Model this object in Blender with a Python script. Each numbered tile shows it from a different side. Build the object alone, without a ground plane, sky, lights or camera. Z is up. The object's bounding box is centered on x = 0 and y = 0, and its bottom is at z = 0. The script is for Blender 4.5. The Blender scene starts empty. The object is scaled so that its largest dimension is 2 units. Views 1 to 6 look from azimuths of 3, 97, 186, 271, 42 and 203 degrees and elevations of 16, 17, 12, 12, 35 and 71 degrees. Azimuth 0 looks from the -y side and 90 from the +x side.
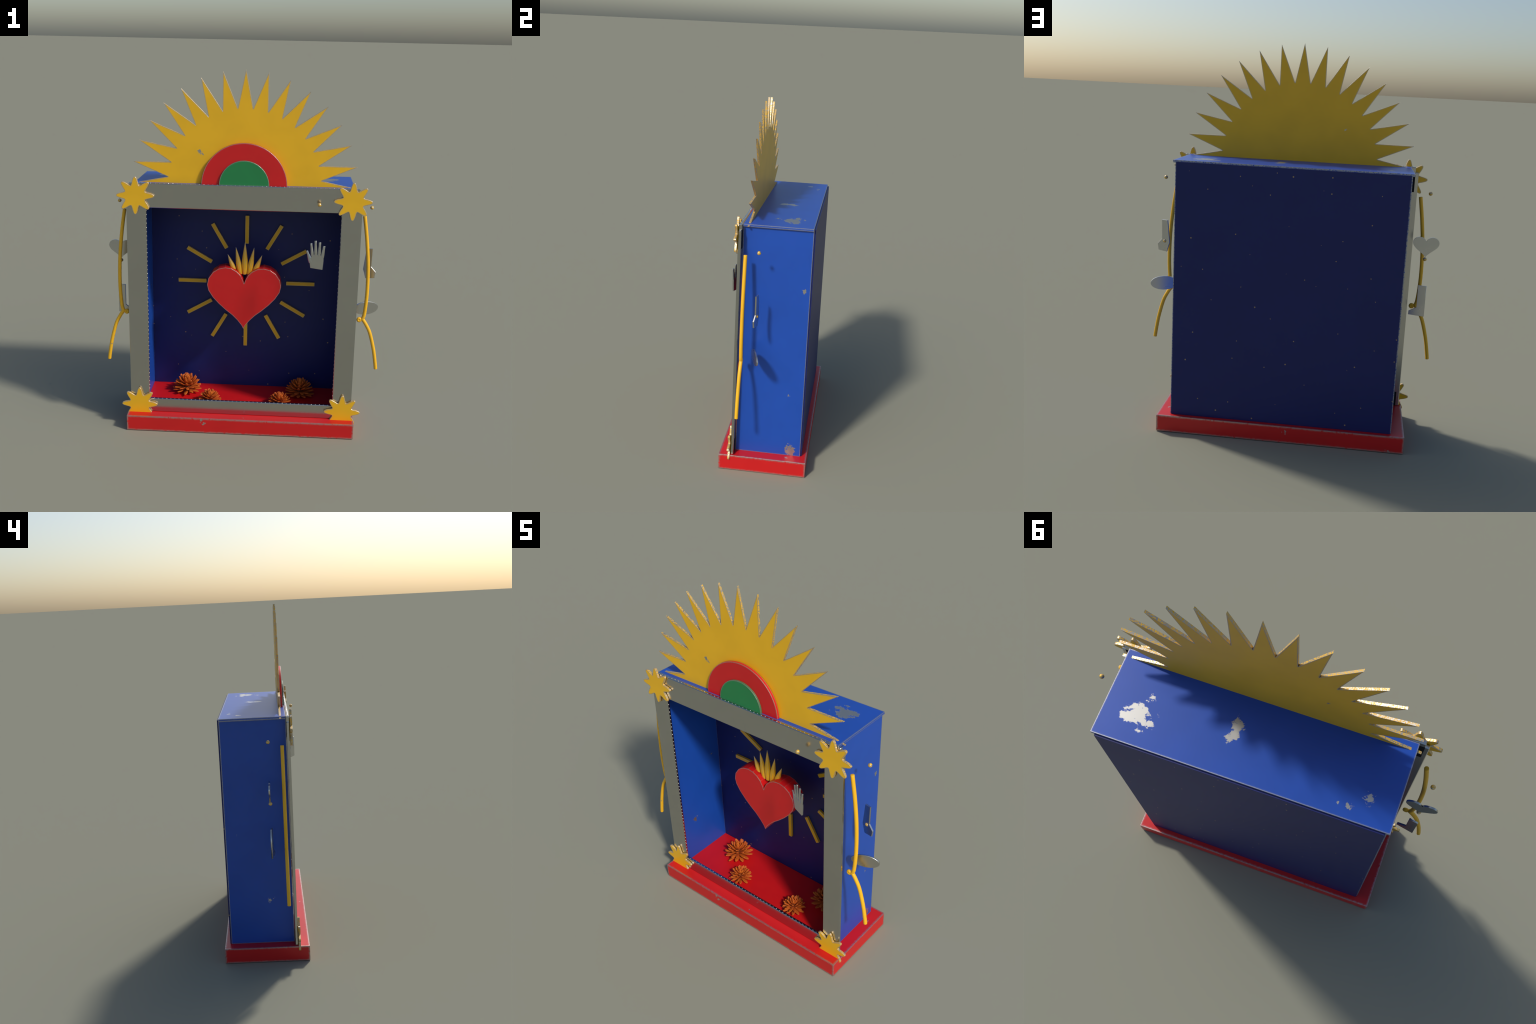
"""Painted tin shadow box: blue case on a red plinth, sunburst crest, silver frame,
gold corner stars, a flaming heart with rays inside, marigolds, cords and tin charms."""
import bpy, bmesh, math, random
from mathutils import Vector, Matrix

random.seed(11)
rng = random.Random(11)

# ------------------------------------------------------------------ dimensions
BASE_X, BASE_Y, BASE_Z = 0.6385, 0.2432, 0.0880
CASE_X, WALL = 0.5722, 0.0130
CASE_FRONT, CASE_BACK = -0.1595, 0.2070
LID_X, LID_Z0, LID_Z1 = 0.5840, 1.3950, 1.4080
FRAME_F, FRAME_B = -0.1783, -0.1612
OPEN_X, RAIL_Z0, RAIL_Z1, SILL_Z = 0.518, 1.278, 1.4100, 0.1685
POST_X, POST_Z = 0.6245, 1.381


# ------------------------------------------------------------------ materials
class Nodes:
    def __init__(self, name):
        self.mat = bpy.data.materials.new(name)
        self.mat.use_nodes = True
        self.nt = self.mat.node_tree
        self.b = self.nt.nodes['Principled BSDF']
        self._co = None

    def new(self, t, **kw):
        n = self.nt.nodes.new(t)
        for k, v in kw.items():
            setattr(n, k, v)
        return n

    def link(self, a, b):
        self.nt.links.new(a, b)

    def co(self):
        if self._co is None:
            self._co = self.new('ShaderNodeTexCoord').outputs['Object']
        return self._co

    def math(self, op, a, b=None, c=None, clamp=False):
        n = self.new('ShaderNodeMath', operation=op, use_clamp=clamp)
        for i, v in enumerate((a, b, c)):
            if v is None:
                continue
            if isinstance(v, (int, float)):
                n.inputs[i].default_value = v
            else:
                self.link(v, n.inputs[i])
        return n.outputs[0]

    def vmath(self, op, a, b):
        n = self.new('ShaderNodeVectorMath', operation=op)
        for i, v in enumerate((a, b)):
            if isinstance(v, (tuple, list)):
                n.inputs[i].default_value = v
            else:
                self.link(v, n.inputs[i])
        return n.outputs['Value'] if op in ('DISTANCE', 'DOT_PRODUCT', 'LENGTH') else n.outputs['Vector']

    def noise(self, scale, detail=3.0, rough=0.5, vec=None, dist=0.0):
        n = self.new('ShaderNodeTexNoise')
        n.inputs['Scale'].default_value = scale
        n.inputs['Detail'].default_value = detail
        n.inputs['Roughness'].default_value = rough
        n.inputs['Distortion'].default_value = dist
        self.link(vec if vec is not None else self.co(), n.inputs['Vector'])
        return n.outputs['Fac']

    def step(self, x, lo, hi):
        n = self.new('ShaderNodeMapRange', interpolation_type='SMOOTHSTEP')
        n.inputs['From Min'].default_value = lo
        n.inputs['From Max'].default_value = hi
        self.link(x, n.inputs['Value'])
        return n.outputs['Result']

    def mix(self, fac, a, b):
        n = self.new('ShaderNodeMix', data_type='RGBA')
        self.link(fac, n.inputs['Factor'])
        for v, s in ((a, n.inputs['A']), (b, n.inputs['B'])):
            if isinstance(v, (tuple, list)):
                s.default_value = (*v, 1.0)
            else:
                self.link(v, s)
        return n.outputs['Result']


TIN = (0.46, 0.455, 0.43)


def painted_tin(name, colour, rough=0.38, wear=0.0085, chips=(), wear_lo=0.020, wear_hi=0.045,
                stars=False, fringe=3.0, fray_scale=150.0):
    """Lacquer over tin: paint rubbed off along edges, a few chipped patches."""
    g = Nodes(name)
    b = g.b
    # tiny drift of tone in the lacquer
    drift = g.noise(7.0, 2.0)
    tone = g.mix(g.step(drift, 0.3, 0.7), tuple(c * 0.97 for c in colour), tuple(min(1, c * 1.03) for c in colour))
    if stars:
        sep = g.new('ShaderNodeSeparateXYZ')
        g.link(g.co(), sep.inputs[0])
        com = g.new('ShaderNodeCombineXYZ')
        g.link(sep.outputs['X'], com.inputs['X'])
        g.link(sep.outputs['Z'], com.inputs['Y'])
        vo = g.new('ShaderNodeTexVoronoi', voronoi_dimensions='2D')
        vo.inputs['Scale'].default_value = 6.0
        g.link(com.outputs[0], vo.inputs['Vector'])
        sc = g.new('ShaderNodeSeparateColor')
        g.link(vo.outputs['Color'], sc.inputs[0])
        size = g.math('MULTIPLY_ADD', sc.outputs[0], 0.015, 0.008)
        dot = g.math('LESS_THAN', vo.outputs['Distance'], size)
        tone = g.mix(g.math('MULTIPLY', dot, 0.6), tone, (0.60, 0.40, 0.12))
    mask = None
    if wear:
        bev = g.new('ShaderNodeBevel', samples=6)
        bev.inputs['Radius'].default_value = wear
        geo = g.new('ShaderNodeNewGeometry')
        edge = g.math('SUBTRACT', 1.0, g.vmath('DOT_PRODUCT', bev.outputs['Normal'], geo.outputs['Normal']))
        fray = g.noise(fray_scale, 3.0, 0.65)
        edge = g.math('MULTIPLY', edge, g.math('MULTIPLY_ADD', g.math('SUBTRACT', fray, 0.5), fringe, 1.0))
        mask = g.step(edge, wear_lo, wear_hi)
    if chips:
        rags = {}
        for (x, y, z, r) in chips:
            big = r > 0.025
            if big not in rags:
                ragged = g.noise(26.0 if big else 65.0, 7.0, 0.68, dist=0.4)
                rags[big] = g.math('MULTIPLY', g.math('SUBTRACT', ragged, 0.5), 3.6 if big else 5.5)
            d = g.vmath('DISTANCE', g.co(), (x, y, z))
            f = g.math('SUBTRACT', 1.0, g.math('DIVIDE', d, r))
            near = g.step(f, -0.5, 0.1)
            f = g.math('ADD', f, rags[big])
            m = g.math('MULTIPLY', g.step(f, 0.22 if big else 0.50, 0.36 if big else 0.66), near)
            mask = m if mask is None else g.math('MAXIMUM', mask, m)
    if mask is None:
        if isinstance(tone, tuple):
            b.inputs['Base Color'].default_value = (*tone, 1)
        else:
            g.link(tone, b.inputs['Base Color'])
        b.inputs['Roughness'].default_value = rough
    else:
        g.link(g.mix(mask, tone, TIN), b.inputs['Base Color'])
        g.link(g.math('MULTIPLY', mask, 0.9), b.inputs['Metallic'])
        g.link(g.math('MULTIPLY_ADD', mask, 0.42 - rough, rough), b.inputs['Roughness'])
    return g.mat


def rubbed(name, colour, cover=0.5, scale=110.0, rough=0.38):
    """Paint mostly worn through: mottled lacquer and bare tin."""
    g = Nodes(name)
    n = g.noise(scale, 3.0, 0.6)
    m = g.step(n, 0.53 - 0.22 * cover, 0.71 - 0.22 * cover)
    g.link(g.mix(m, colour, TIN), g.b.inputs['Base Color'])
    g.link(g.math('MULTIPLY', m, 0.9), g.b.inputs['Metallic'])
    g.b.inputs['Roughness'].default_value = rough
    return g.mat


def bare_tin(name, colour, rough=0.2, blotch=0.05):
    g = Nodes(name)
    n = g.noise(4.5, 4.0, 0.55)
    t = g.step(n, 0.25, 0.75)
    g.link(g.mix(t, tuple(c * 0.94 for c in colour), colour), g.b.inputs['Base Color'])
    g.b.inputs['Metallic'].default_value = 1.0
    g.link(g.math('MULTIPLY_ADD', t, -blotch, rough + blotch), g.b.inputs['Roughness'])
    return g.mat


def petal_material():
    g = Nodes('marigold_petal_orange')
    sep = g.new('ShaderNodeSeparateXYZ')
    g.link(g.co(), sep.inputs[0])
    along = g.step(sep.outputs['X'], 0.0, 1.0)
    oi = g.new('ShaderNodeObjectInfo')
    a = g.mix(along, (0.46, 0.085, 0.006), (0.64, 0.150, 0.009))
    c = g.mix(oi.outputs['Random'], a, (0.58, 0.105, 0.010))
    g.link(c, g.b.inputs['Base Color'])
    g.b.inputs['Roughness'].default_value = 0.7
    tr = g.new('ShaderNodeBsdfTranslucent')
    g.link(c, tr.inputs['Color'])
    mx = g.new('ShaderNodeMixShader')
    mx.inputs[0].default_value = 0.10
    out = g.nt.nodes['Material Output']
    g.link(g.b.outputs[0], mx.inputs[1])
    g.link(tr.outputs[0], mx.inputs[2])
    g.link(mx.outputs[0], out.inputs['Surface'])
    return g.mat


def plain(name, colour, rough=0.8):
    g = Nodes(name)
    n = g.noise(30.0, 2.0)
    g.link(g.mix(n, tuple(c * 0.9 for c in colour), colour), g.b.inputs['Base Color'])
    g.b.inputs['Roughness'].default_value = rough
    return g.mat


YELLOW = (0.81, 0.450, 0.012)
RED = (0.58, 0.008, 0.010)
BLUE = (0.0095, 0.068, 0.39)
NAVY = (0.0070, 0.0135, 0.112)
GREEN = (0.014, 0.20, 0.058)

M = {}
M['lid'] = painted_tin('blue_lacquer_lid', BLUE, chips=[
    (0.436, 0.090, LID_Z1, 0.064), (0.470, 0.100, LID_Z1, 0.040), (0.417, 0.003, LID_Z1, 0.024),
    (0.076, -0.004, LID_Z1, 0.034), (0.071, 0.046, LID_Z1, 0.032),
    (-0.476, 0.104, LID_Z1, 0.0250), (-0.414, 0.157, LID_Z1, 0.018), (-0.372, 0.156, LID_Z1, 0.008)])
M['side'] = painted_tin('blue_lacquer_side', BLUE, chips=[
    (CASE_X, 0.1754, 1.0650, 0.018), (CASE_X, 0.125, 0.460, 0.010), (CASE_X, 0.147, 0.122, 0.034), (CASE_X, 0.143, 0.105, 0.026),
    (-CASE_X, -0.030, 0.351, 0.016), (-CASE_X, 0.142, 0.748, 0.008),
    (-CASE_X + WALL, -0.038, 0.357, 0.022), (-CASE_X + WALL, 0.140, 0.743, 0.010)])
M['back'] = painted_tin('night_blue_back', NAVY, rough=0.5, wear=0.0, stars=True)
M['plinth'] = painted_tin('red_lacquer_plinth', RED, wear=0.019, wear_lo=0.035, wear_hi=0.080, fringe=5.5, fray_scale=80.0, chips=[
    (-0.2150, -BASE_Y, 0.074, 0.0165), (-0.2030, -BASE_Y, 0.060, 0.0130), (0.02, -0.215, BASE_Z, 0.010),
    (-0.03, BASE_Y, 0.060, 0.014), (-0.56, BASE_Y, 0.006, 0.018), (0.600, 0.130, BASE_Z, 0.012)])
M['back'].node_tree.nodes['Principled BSDF'].inputs['Specular IOR Level'].default_value = 0.38
M['floor'] = painted_tin('red_lacquer_floor', RED, wear=0.0)
M['red'] = painted_tin('red_lacquer', RED, wear=0.0075)
M['green'] = painted_tin('green_lacquer', GREEN, wear=0.0075)
M['sun'] = painted_tin('yellow_lacquer_sunburst', YELLOW, wear=0.0075,
                       chips=[(-0.2339, -0.135, 1.580, 0.018), (-0.226, -0.135, 1.566, 0.014)])
M['yellow'] = painted_tin('yellow_lacquer', YELLOW, wear=0.0075)
M['ray'] = painted_tin('yellow_lacquer_ray', YELLOW, wear=0.004)
M['cord'] = painted_tin('yellow_cord', (0.88, 0.47, 0.016), rough=0.45, wear=0.0,
                        chips=[(-0.7335, -0.142, 0.480, 0.010)])
M['frame'] = bare_tin('polished_tin_frame', (0.545, 0.545, 0.52), 0.18, 0.05)
M['charm'] = bare_tin('silver_tin_charm', (0.60, 0.60, 0.58), 0.26, 0.05)
M['bead'] = rubbed('worn_gold_bead', YELLOW, 0.42, 190.0, 0.33)
M['rim'] = rubbed('rubbed_yellow_rim', YELLOW, 0.55, 210.0, 0.46)
M['blue_rim'] = rubbed('rubbed_blue_rim', BLUE, 0.72, 230.0, 0.5)
M['flame'] = painted_tin('yellow_lacquer_flame', YELLOW, wear=0.005, wear_lo=0.016, wear_hi=0.050, fringe=4.0, fray_scale=90.0)
M['overlap_black'] = plain('overlap_black_plate', (0.004, 0.004, 0.004), 0.95)  # near-black for the plates added behind the frame corners, no real bracket
M['petal'] = petal_material()
M['calyx'] = plain('marigold_core', (0.16, 0.04, 0.008))

# ------------------------------------------------------------------ mesh helpers
ROOT = bpy.data.objects.new('devotional_shadow_box', None)
bpy.context.scene.collection.objects.link(ROOT)
ROOT['label'] = 'blue tin shadow box shrine with golden sunburst and red heart'
ROOT['category'] = 'shadow box'


def finish(bm, name, mat, parent=ROOT, smooth=35.0, matrix=None, flat_caps=False, rim=None, rim_test=None):
    if rim:
        for f in bm.faces:
            f.material_index = 1 if rim_test(f.normal) else 0
    bmesh.ops.recalc_face_normals(bm, faces=bm.faces)
    if smooth:
        lim = math.radians(smooth)
        for f in bm.faces:
            f.smooth = not (flat_caps and abs(f.normal.y) > 0.999)
        for e in bm.edges:
            if len(e.link_faces) == 2 and e.calc_face_angle(0) > lim:
                e.smooth = False
    me = bpy.data.meshes.new(name)
    bm.to_mesh(me)
    bm.free()
    me.materials.append(mat)
    if rim:
        me.materials.append(rim)
    return place(me, name, parent, matrix)


def place(me, name, parent=ROOT, matrix=None):
    ob = bpy.data.objects.new(name, me)
    bpy.context.scene.collection.objects.link(ob)
    ob.parent = parent
    if matrix is not None:
        ob.matrix_basis = matrix
    return ob


def box(bm, x0, x1, y0, y1, z0, z1):
    vs = bmesh.ops.create_cube(bm, size=1.0)['verts']
    for v in vs:
        v.co = Vector((x0 + (v.co.x + .5) * (x1 - x0), y0 + (v.co.y + .5) * (y1 - y0), z0 + (v.co.z + .5) * (z1 - z0)))
    return vs


def bevel_all(bm, w, seg=2):
    if w:
        bmesh.ops.bevel(bm, geom=list(bm.edges), offset=w, segments=seg, profile=0.5, affect='EDGES', clamp_overlap=True)


def slab_obj(name, mat, boxes, bevel=0.0012, parent=ROOT, **kw):
    bm = bmesh.new()
    for b in boxes:
        box(bm, *b)
    bevel_all(bm, bevel, 1)
    bm.normal_update()
    return finish(bm, name, mat, parent, smooth=0, **kw)


def plate(outline, y0, y1, bevel=0.0012, seg=2):
    """Extrude a closed outline of (x, z) points between two y planes."""
    bm = bmesh.new()
    a = [bm.verts.new((x, y0, z)) for x, z in outline]
    c = [bm.verts.new((x, y1, z)) for x, z in outline]
    n = len(a)
    bm.faces.new(a)
    bm.faces.new(c[::-1])
    for i in range(n):
        j = (i + 1) % n
        bm.faces.new((a[j], a[i], c[i], c[j]))
    bmesh.ops.recalc_face_normals(bm, faces=bm.faces)
    if bevel:
        rim = [e for e in bm.edges if abs(e.verts[0].co.y - e.verts[1].co.y) < 1e-7]
        bmesh.ops.bevel(bm, geom=rim, offset=bevel, segments=seg, profile=0.5, affect='EDGES', clamp_overlap=True)
    return bm


def spline(points, per=10):
    """Catmull-Rom through control points."""
    P = [Vector(p) for p in points]
    P = [2 * P[0] - P[1]] + P + [2 * P[-1] - P[-2]]
    out = []
    for i in range(1, len(P) - 2):
        for k in range(per):
            t = k / per
            a, b, c, d = P[i - 1], P[i], P[i + 1], P[i + 2]
            out.append(0.5 * ((2 * b) + (c - a) * t + (2 * a - 5 * b + 4 * c - d) * t * t + (3 * b - a - 3 * c + d) * t ** 3))
    out.append(P[-2])
    return out


def tube(bm, path, radius, sides=20, cap_round=0.002):
    """Sweep a round section; radius may be a function of 0..1; ends get a small chamfer."""
    rings = []
    n = len(path)
    for i, p in enumerate(path):
        t = (path[min(i + 1, n - 1)] - path[max(i - 1, 0)]).normalized()
        u = t.cross(Vector((0, 1, 0))).normalized()
        w = u.cross(t)
        r = radius(i / (n - 1)) if callable(radius) else radius
        stations = [(p, r)]
        if cap_round and i == 0:
            stations = [(p, r - cap_round), (p + t * cap_round * .3, r - cap_round * .3), (p + t * cap_round, r)]
        if cap_round and i == n - 1:
            stations = [(p - t * cap_round, r), (p - t * cap_round * .3, r - cap_round * .3), (p, r - cap_round)]
        for c, rr in stations:
            rings.append([bm.verts.new(c + (u * math.cos(a) + w * math.sin(a)) * rr)
                          for a in (2 * math.pi * k / sides for k in range(sides))])
    for A, B in zip(rings, rings[1:]):
        for k in range(sides):
            j = (k + 1) % sides
            bm.faces.new((A[k], A[j], B[j], B[k]))
    bm.faces.new(rings[0][::-1])
    bm.faces.new(rings[-1])


def ball(bm, c, r, seg=20, scale=(1, 1, 1)):
    m = Matrix.Translation(c) @ Matrix.Diagonal((*scale, 1))
    bmesh.ops.create_uvsphere(bm, u_segments=seg, v_segments=max(6, seg // 2 + 2), radius=r, matrix=m)


# ------------------------------------------------------------------ plinth and case
slab_obj('plinth', M['plinth'], [(-BASE_X, BASE_X, -BASE_Y, BASE_Y, 0, BASE_Z)], 0.0008)
for s in (-1, 1):
    x0, x1 = sorted((s * CASE_X, s * (CASE_X - WALL)))
    slab_obj('side_panel', M['side'], [(x0, x1, CASE_FRONT, CASE_BACK, BASE_Z, LID_Z0 - 0.0005)], 0.0006,
             rim=M['blue_rim'], rim_test=lambda n: n.y > 0.9)
slab_obj('lid', M['lid'], [(-LID_X, LID_X, CASE_FRONT - 0.0005, CASE_BACK - 0.0004, LID_Z0, LID_Z1)], 0.0008,
         rim=M['blue_rim'], rim_test=lambda n: n.y > 0.9)
slab_obj('back_panel', M['back'], [(-0.5668, 0.5668, CASE_BACK - 0.0014, 0.2148, BASE_Z, 1.4000)], 0.0006)
slab_obj('floor_panel', M['floor'], [(-CASE_X + WALL + 0.0004, CASE_X - WALL - 0.0004, CASE_FRONT, CASE_BACK - 0.0030, BASE_Z, BASE_Z + 0.004)], 0.0005)

# ------------------------------------------------------------------ polished frame
for s in (-1, 1):
    x0, x1 = sorted((s * OPEN_X, s * POST_X))
    slab_obj('frame_post', M['frame'], [(x0, x1, FRAME_F + 0.0006, FRAME_B - 0.0004, BASE_Z, POST_Z)], 0.0028)
slab_obj('frame_rail', M['frame'], [(-0.608, 0.608, FRAME_F, FRAME_B, RAIL_Z0, RAIL_Z1)], 0.0028)
slab_obj('frame_sill', M['frame'], [(-OPEN_X - 0.03, OPEN_X + 0.03, FRAME_F + 0.0002, FRAME_B - 0.0002, BASE_Z, SILL_Z)], 0.0028)
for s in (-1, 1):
    for z0, z1 in ((RAIL_Z0 + 0.001, POST_Z - 0.001), (BASE_Z + 0.0005, SILL_Z)):
        x0, x1 = sorted((s * (CASE_X + 0.0005), s * 0.6075))
        slab_obj('added_black_plate', M['overlap_black'], [(x0, x1, FRAME_B - 0.001, FRAME_B + 0.0010, z0, z1)], 0)  # added plate: imitates the black where overlapping post and rail backs render dark

# punched row of beads along the thin edges of the frame
bm = bmesh.new()
PITCH, YB, RB = 0.0235, 0.5 * (FRAME_F + FRAME_B), 0.0040
unit = bmesh.new()
k = -21
while k <= 21:
    ball(bm, (k * PITCH, YB, SILL_Z), RB, 10, (1.15, 1, 0.42))
    k += 1
for k in range(-25, 26):
    ball(bm, (k * PITCH, YB, RAIL_Z1), RB, 10, (1.15, 1, 0.42))
for k in range(-21, 22):
    ball(bm, (k * PITCH, YB, RAIL_Z0), RB, 10, (1.15, 1, 0.42))
z = SILL_Z + 0.012
while z < RAIL_Z0 - 0.005:
    for s in (-1, 1):
        ball(bm, (s * OPEN_X, YB, z), RB, 10, (0.62, 1, 1.15))
    z += PITCH
unit.free()
o = finish(bm, 'bead_row', M['frame'], smooth=60)
o['kind'] = 'stuff'

# ------------------------------------------------------------------ sunburst crest
SUN_Z, SUN_R, SUN_V = 1.400, 0.600, 0.4055
pts = []
for i in range(17):
    a = math.pi * i / 16
    pts.append((SUN_R * math.cos(a), SUN_Z + max(0.0, SUN_R * math.sin(a))))
    if i < 16:
        a += math.pi / 32
        pts.append((SUN_V * math.cos(a), SUN_Z + SUN_V * math.sin(a)))
finish(plate(pts, -0.1350, -0.1235, 0.0005, 1), 'sunburst', M['sun'], smooth=0, rim=M['rim'], rim_test=lambda n: abs(n.y) < 0.3)


def half_disc(r, z, n=48):
    return [(r * math.cos(math.pi * i / n), z + r * math.sin(math.pi * i / n)) for i in range(n + 1)]


finish(plate(half_disc(0.2265, 1.4030), -0.1535, -0.1380, 0.0008, 1), 'outer_half_disc', M['red'], flat_caps=True)
finish(plate(half_disc(0.1320, 1.4075), -0.1630, -0.1530, 0.0008, 1), 'inner_half_disc', M['green'], flat_caps=True)

# ------------------------------------------------------------------ corner stars
# half profile of one ray: (distance from centre, half width) from valley to rounded tip
RAY = [(0.526, 0.2178), (CASE_X, 0.188), (0.640, 0.166), (0.740, 0.145), (0.830, 0.118),
       (0.900, 0.094), (0.950, 0.070), (0.982, 0.042), (0.998, 0.0)]


def star_outline(R):
    out = []
    for i in range(8):
        a = math.pi / 2 - i * math.pi / 4
        u = Vector((math.cos(a), math.sin(a)))
        n = Vector((-u.y, u.x))
        ray = [u * h + n * w for h, w in RAY] + [u * h - n * w for h, w in RAY[-2:0:-1]]
        out += [(p.x * R, p.y * R) for p in ray]
    return out


bm = plate(star_outline(0.1012), -0.0062, 0.0062, 0.0010, 1)
star = None
for x, z in ((-0.573, 1.3440), (0.573, 1.3440), (-0.573, 0.1370), (0.573, 0.1370)):
    mtx = Matrix.Translation((x, -0.1862, z))
    if star is None:
        star = finish(bm, 'corner_star', M['yellow'], matrix=mtx, smooth=40, flat_caps=True,
                      rim=M['rim'], rim_test=lambda n: abs(n.y) < 0.3).data
    else:
        place(star, 'corner_star', matrix=mtx)

# ------------------------------------------------------------------ burning heart and its rays
HEART = [(0.0, 0.8235), (0.0062, 0.8417), (0.0210, 0.8713), (0.0443, 0.8944), (0.0731, 0.9100), (0.1076, 0.9150),
         (0.1449, 0.9060), (0.1764, 0.8840), (0.2005, 0.8480), (0.2075, 0.8100), (0.2000, 0.7770), (0.1757, 0.7383),
         (0.1406, 0.6998), (0.0995, 0.6626), (0.0642, 0.6350), (0.0346, 0.6051), (0.0108, 0.5749), (0.0, 0.5535)]
HEART = [(x * 1.006, 0.8 + (z - 0.8) * (1.008 if z < 0.8 else 1.0)) for x, z in HEART]
outline = HEART + [(-x, z) for x, z in HEART[-2:0:-1]]
heart = finish(plate(outline, -0.0238, 0.0638, 0.0006, 1), 'heart', M['red'], smooth=0)


def flame(base, tip, r):
    base, tip = Vector((base[0], 0.019, base[1])), Vector((tip[0], 0.019, tip[1]))
    prof = [(0.0, 0.72), (0.12, 0.90), (0.26, 1.0), (0.42, 0.93), (0.60, 0.70), (0.78, 0.42), (0.92, 0.16), (1.0, 0.02)]
    bm = bmesh.new()
    path = [base.lerp(tip, t) for t, _ in prof]
    widths = [w * r for _, w in prof]
    tube(bm, path, lambda t: widths[round(t * (len(widths) - 1))], 10, 0)
    return finish(bm, 'flame', M['flame'], parent=heart, smooth=25)


for s in (-1, 1):
    flame((s * 0.024, 0.868), (s * 0.0515, 1.024), 0.0165)
    flame((s * 0.052, 0.872), (s * 0.0970, 0.981), 0.0155)
flame((0, 0.868), (0, 1.056), 0.0175)

bm = bmesh.new()
box(bm, 0.2365, 0.4035, 0.1910, 0.2050, -0.011, 0.011)
bevel_all(bm, 0.0006, 1)
ray = None
for i in range(12):
    mtx = Matrix.Translation((0, 0, 0.7635)) @ Matrix.Rotation(-math.radians(30 * i), 4, 'Y')
    if ray is None:
        ray = finish(bm, 'ray', M['ray'], matrix=mtx, smooth=0).data
    else:
        place(ray, 'ray', matrix=mtx)

# ------------------------------------------------------------------ cords with knots
for s in (-1, 1):
    Y = -0.1325
    upper = [(0.6425, 1.260), (0.6620, 1.125), (0.6755, 0.985), (0.6795, 0.835), (0.6725, 0.715), (0.6625, 0.676)]
    lower = [(0.6620, 0.681), (0.6850, 0.646), (0.7085, 0.597), (0.7330, 0.506), (0.7465, 0.430), (0.7530, 0.3845)]
    bm = bmesh.new()
    for c in (upper, lower):
        tube(bm, spline([(s * x, Y, z) for x, z in c], 10), 0.0098, 20)
    cord = finish(bm, 'cord', M['cord'], smooth=40)
    bm = bmesh.new()
    ring_r, bead_r, turns, around = 0.0070, 0.0080, 28, 16
    loops = []
    for i in range(turns):
        a = 2 * math.pi * i / turns
        loop = []
        for j in range(around):
            b = 2 * math.pi * j / around
            rr = ring_r + bead_r * math.cos(b)
            loop.append(bm.verts.new((s * 0.6450 + rr * math.cos(a), -0.1335 + bead_r * math.sin(b), 0.6747 + rr * math.sin(a))))
        loops.append(loop)
    for i in range(turns):
        for j in range(around):
            i2, j2 = (i + 1) % turns, (j + 1) % around
            bm.faces.new((loops[i][j], loops[i2][j], loops[i2][j2], loops[i][j2]))
    finish(bm, 'knot', M['cord'], parent=cord, smooth=60)

# ------------------------------------------------------------------ hanging beads and tin charms
bm = bmesh.new()
ball(bm, (0, 0, 0), 0.0101, 24)
bead = None
for c in ((0.6858, -0.0572, 1.2893), (0.6858, -0.0572, 0.9487), (-0.6852, -0.0572, 1.2885), (-0.6852, -0.0560, 0.9490),
          (0.3968, -0.2175, 1.3298)):
    if bead is None:
        bead = finish(bm, 'hanging_bead', M['bead'], matrix=Matrix.Translation(c), smooth=60).data
    else:
        place(bead, 'hanging_bead', matrix=Matrix.Translation(c))


def charm(name, outline, centre, angle, thick=0.0080):
    """Cut-out tin shape, softly shaded over its rim, turned about the vertical."""
    mtx = Matrix.Translation(centre) @ Matrix.Rotation(math.radians(angle), 4, 'Z')
    return finish(plate(outline, -thick / 2, thick / 2, 0.0008, 1), name, M['charm'], matrix=mtx, smooth=30, flat_caps=True)


def heart_curve(n=40):
    out = []
    for i in range(n):
        t = 2 * math.pi * i / n
        out.append((16 * math.sin(t) ** 3 / 16, (13 * math.cos(t) - 5 * math.cos(2 * t) - 2 * math.cos(3 * t) - math.cos(4 * t)) / 17))
    return out


charm('heart_charm', [(x * 0.0672, z * 0.0635) for x, z in heart_curve()], (-0.6852, -0.0540, 1.0205), -1.0)
# arm with a fist (right side) and bent leg (left side)
charm('arm_charm', [(-0.0155, 0.112), (0.0180, 0.112), (0.0158, 0.0095), (0.0415, -0.0180), (0.0358, -0.0530),
                    (-0.0130, -0.0585), (-0.0285, -0.0070)], (0.6862, -0.0572, 0.9500), -13.5)
charm('leg_charm', [(0.0212, 0.0920), (-0.0212, 0.0920), (-0.0212, -0.0720), (0.0605, -0.0690), (0.0600, -0.0500), (0.0205, -0.0265)],
      (-0.6855, -0.0555, 0.7155), -10.5)
charm('eye_charm', [(0.0725 * math.cos(2 * math.pi * i / 40), 0.0375 * math.sin(2 * math.pi * i / 40)) for i in range(40)],
      (0.6865, -0.0572, 0.7170), 20.0)

HAND_AT, HAND_TURN = (0.3965, -0.2140, 0.0015), -22.0
palm = charm('hand_charm', [(-0.0345, 0.982), (0.0335, 0.981), (0.0372, 1.030), (0.0365, 1.052), (0.018, 1.060), (-0.006, 1.061),
                            (-0.0270, 1.056), (-0.0415, 1.022)], HAND_AT, HAND_TURN, 0.009)


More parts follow.
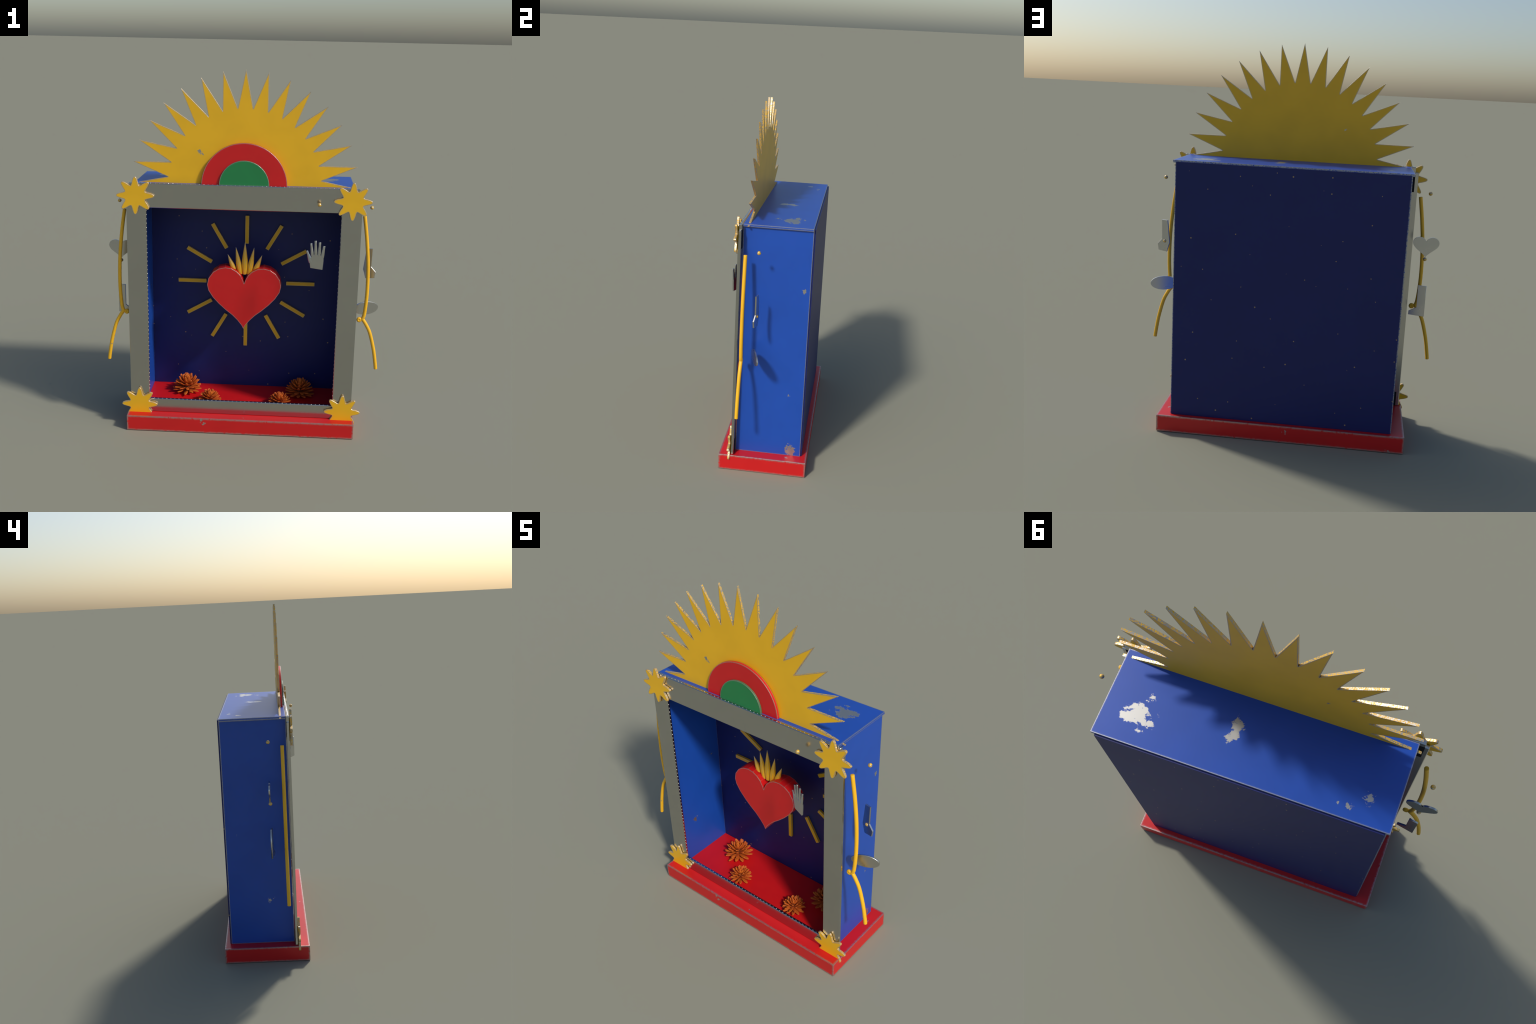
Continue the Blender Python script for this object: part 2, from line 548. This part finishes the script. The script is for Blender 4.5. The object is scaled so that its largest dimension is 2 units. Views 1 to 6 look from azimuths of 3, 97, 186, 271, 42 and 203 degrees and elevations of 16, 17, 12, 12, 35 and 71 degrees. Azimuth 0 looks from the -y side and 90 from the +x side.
def finger(base, tip, w0, w1, flat=0.62):
    b, t = Vector((base[0], 0, base[1])), Vector((tip[0], 0, tip[1]))
    bm = bmesh.new()
    ws = [w0, w0 * .97, (w0 + w1) / 2, w1 * 1.03, w1]
    tube(bm, [b.lerp(t, k / 4) for k in range(5)], lambda q: ws[round(q * 4)], 12, 0.0012)
    for v in bm.verts:
        v.co.y *= flat
    finish(bm, 'finger', M['charm'], parent=palm, smooth=60)


finger((-0.0262, 1.050), (-0.0368, 1.118), 0.0096, 0.0062)
finger((-0.0070, 1.052), (-0.0128, 1.134), 0.0098, 0.0064)
finger((0.0118, 1.052), (0.0130, 1.129), 0.0098, 0.0064)
finger((0.0290, 1.048), (0.0372, 1.111), 0.0094, 0.0066)
finger((-0.0320, 1.012), (-0.0590, 1.074), 0.0140, 0.0058, 0.40)

# ------------------------------------------------------------------ marigolds
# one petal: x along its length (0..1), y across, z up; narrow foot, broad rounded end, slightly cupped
PETAL = [(0.00, 0.070, 0.034, 0.000), (0.20, 0.140, 0.050, -0.014), (0.48, 0.175, 0.060, -0.016), (0.74, 0.155, 0.060, 0.000),
         (0.93, 0.100, 0.052, 0.022), (1.0, 0.055, 0.030, 0.030)]
bm = bmesh.new()
rings = []
for x, w, h, lift in PETAL:
    ring = []
    for k in range(8):
        a = 2 * math.pi * k / 8
        yy = w * math.cos(a)
        ring.append(bm.verts.new((x, yy, lift + h * math.sin(a) + 0.9 * yy * yy)))
    rings.append(ring)
for A, B in zip(rings, rings[1:]):
    for k in range(8):
        j = (k + 1) % 8
        bm.faces.new((A[k], A[j], B[j], B[k]))
bm.faces.new(rings[0][::-1])
bm.faces.new(rings[-1])
bmesh.ops.recalc_face_normals(bm, faces=bm.faces)
for f in bm.faces:
    f.smooth = True
for e in bm.edges:
    if len(e.link_faces) == 2 and e.calc_face_angle(0) > math.radians(50):
        e.smooth = False
petal_mesh = bpy.data.meshes.new('petal')
bm.to_mesh(petal_mesh)
bm.free()
petal_mesh.materials.append(M['petal'])

#        petals  tilt  height  inner radius  length   (all in units of the flower radius)
WHORLS = [(12, 3, 0.20, 0.24, 0.76), (12, 14, 0.36, 0.24, 0.72), (11, 30, 0.48, 0.20, 0.68),
          (9, 47, 0.56, 0.16, 0.64), (7, 64, 0.62, 0.11, 0.60), (4, 80, 0.66, 0.05, 0.58)]
for cx, cy, R in ((-0.341, 0.095, 0.088), (0.338, 0.093, 0.088), (-0.1895, -0.054, 0.069), (0.2195, -0.054, 0.069)):
    bm = bmesh.new()
    ball(bm, (0, 0, 0.40 * R), 0.22 * R, 14, (1, 1, 1.75))
    flower = finish(bm, 'marigold', M['calyx'], matrix=Matrix.Translation((cx, cy, BASE_Z + 0.004)), smooth=60)
    turn = rng.uniform(0, 6.28)
    for n, tilt, h, r0, ln in WHORLS:
        turn += math.pi / n + rng.uniform(-0.1, 0.1)
        for i in range(n):
            a = turn + 2 * math.pi * i / n + rng.uniform(-0.07, 0.07)
            e = math.radians(tilt + rng.uniform(-5, 5))
            L = ln * R * rng.uniform(0.93, 1.06)
            mtx = (Matrix.Rotation(a, 4, 'Z') @ Matrix.Translation((r0 * R, 0, h * R)) @ Matrix.Rotation(-e, 4, 'Y')
                   @ Matrix.Rotation(rng.uniform(-0.15, 0.15), 4, 'X') @ Matrix.Diagonal((L, 0.77 * R, 0.74 * R, 1)))
            place(petal_mesh, 'petal', flower, mtx)
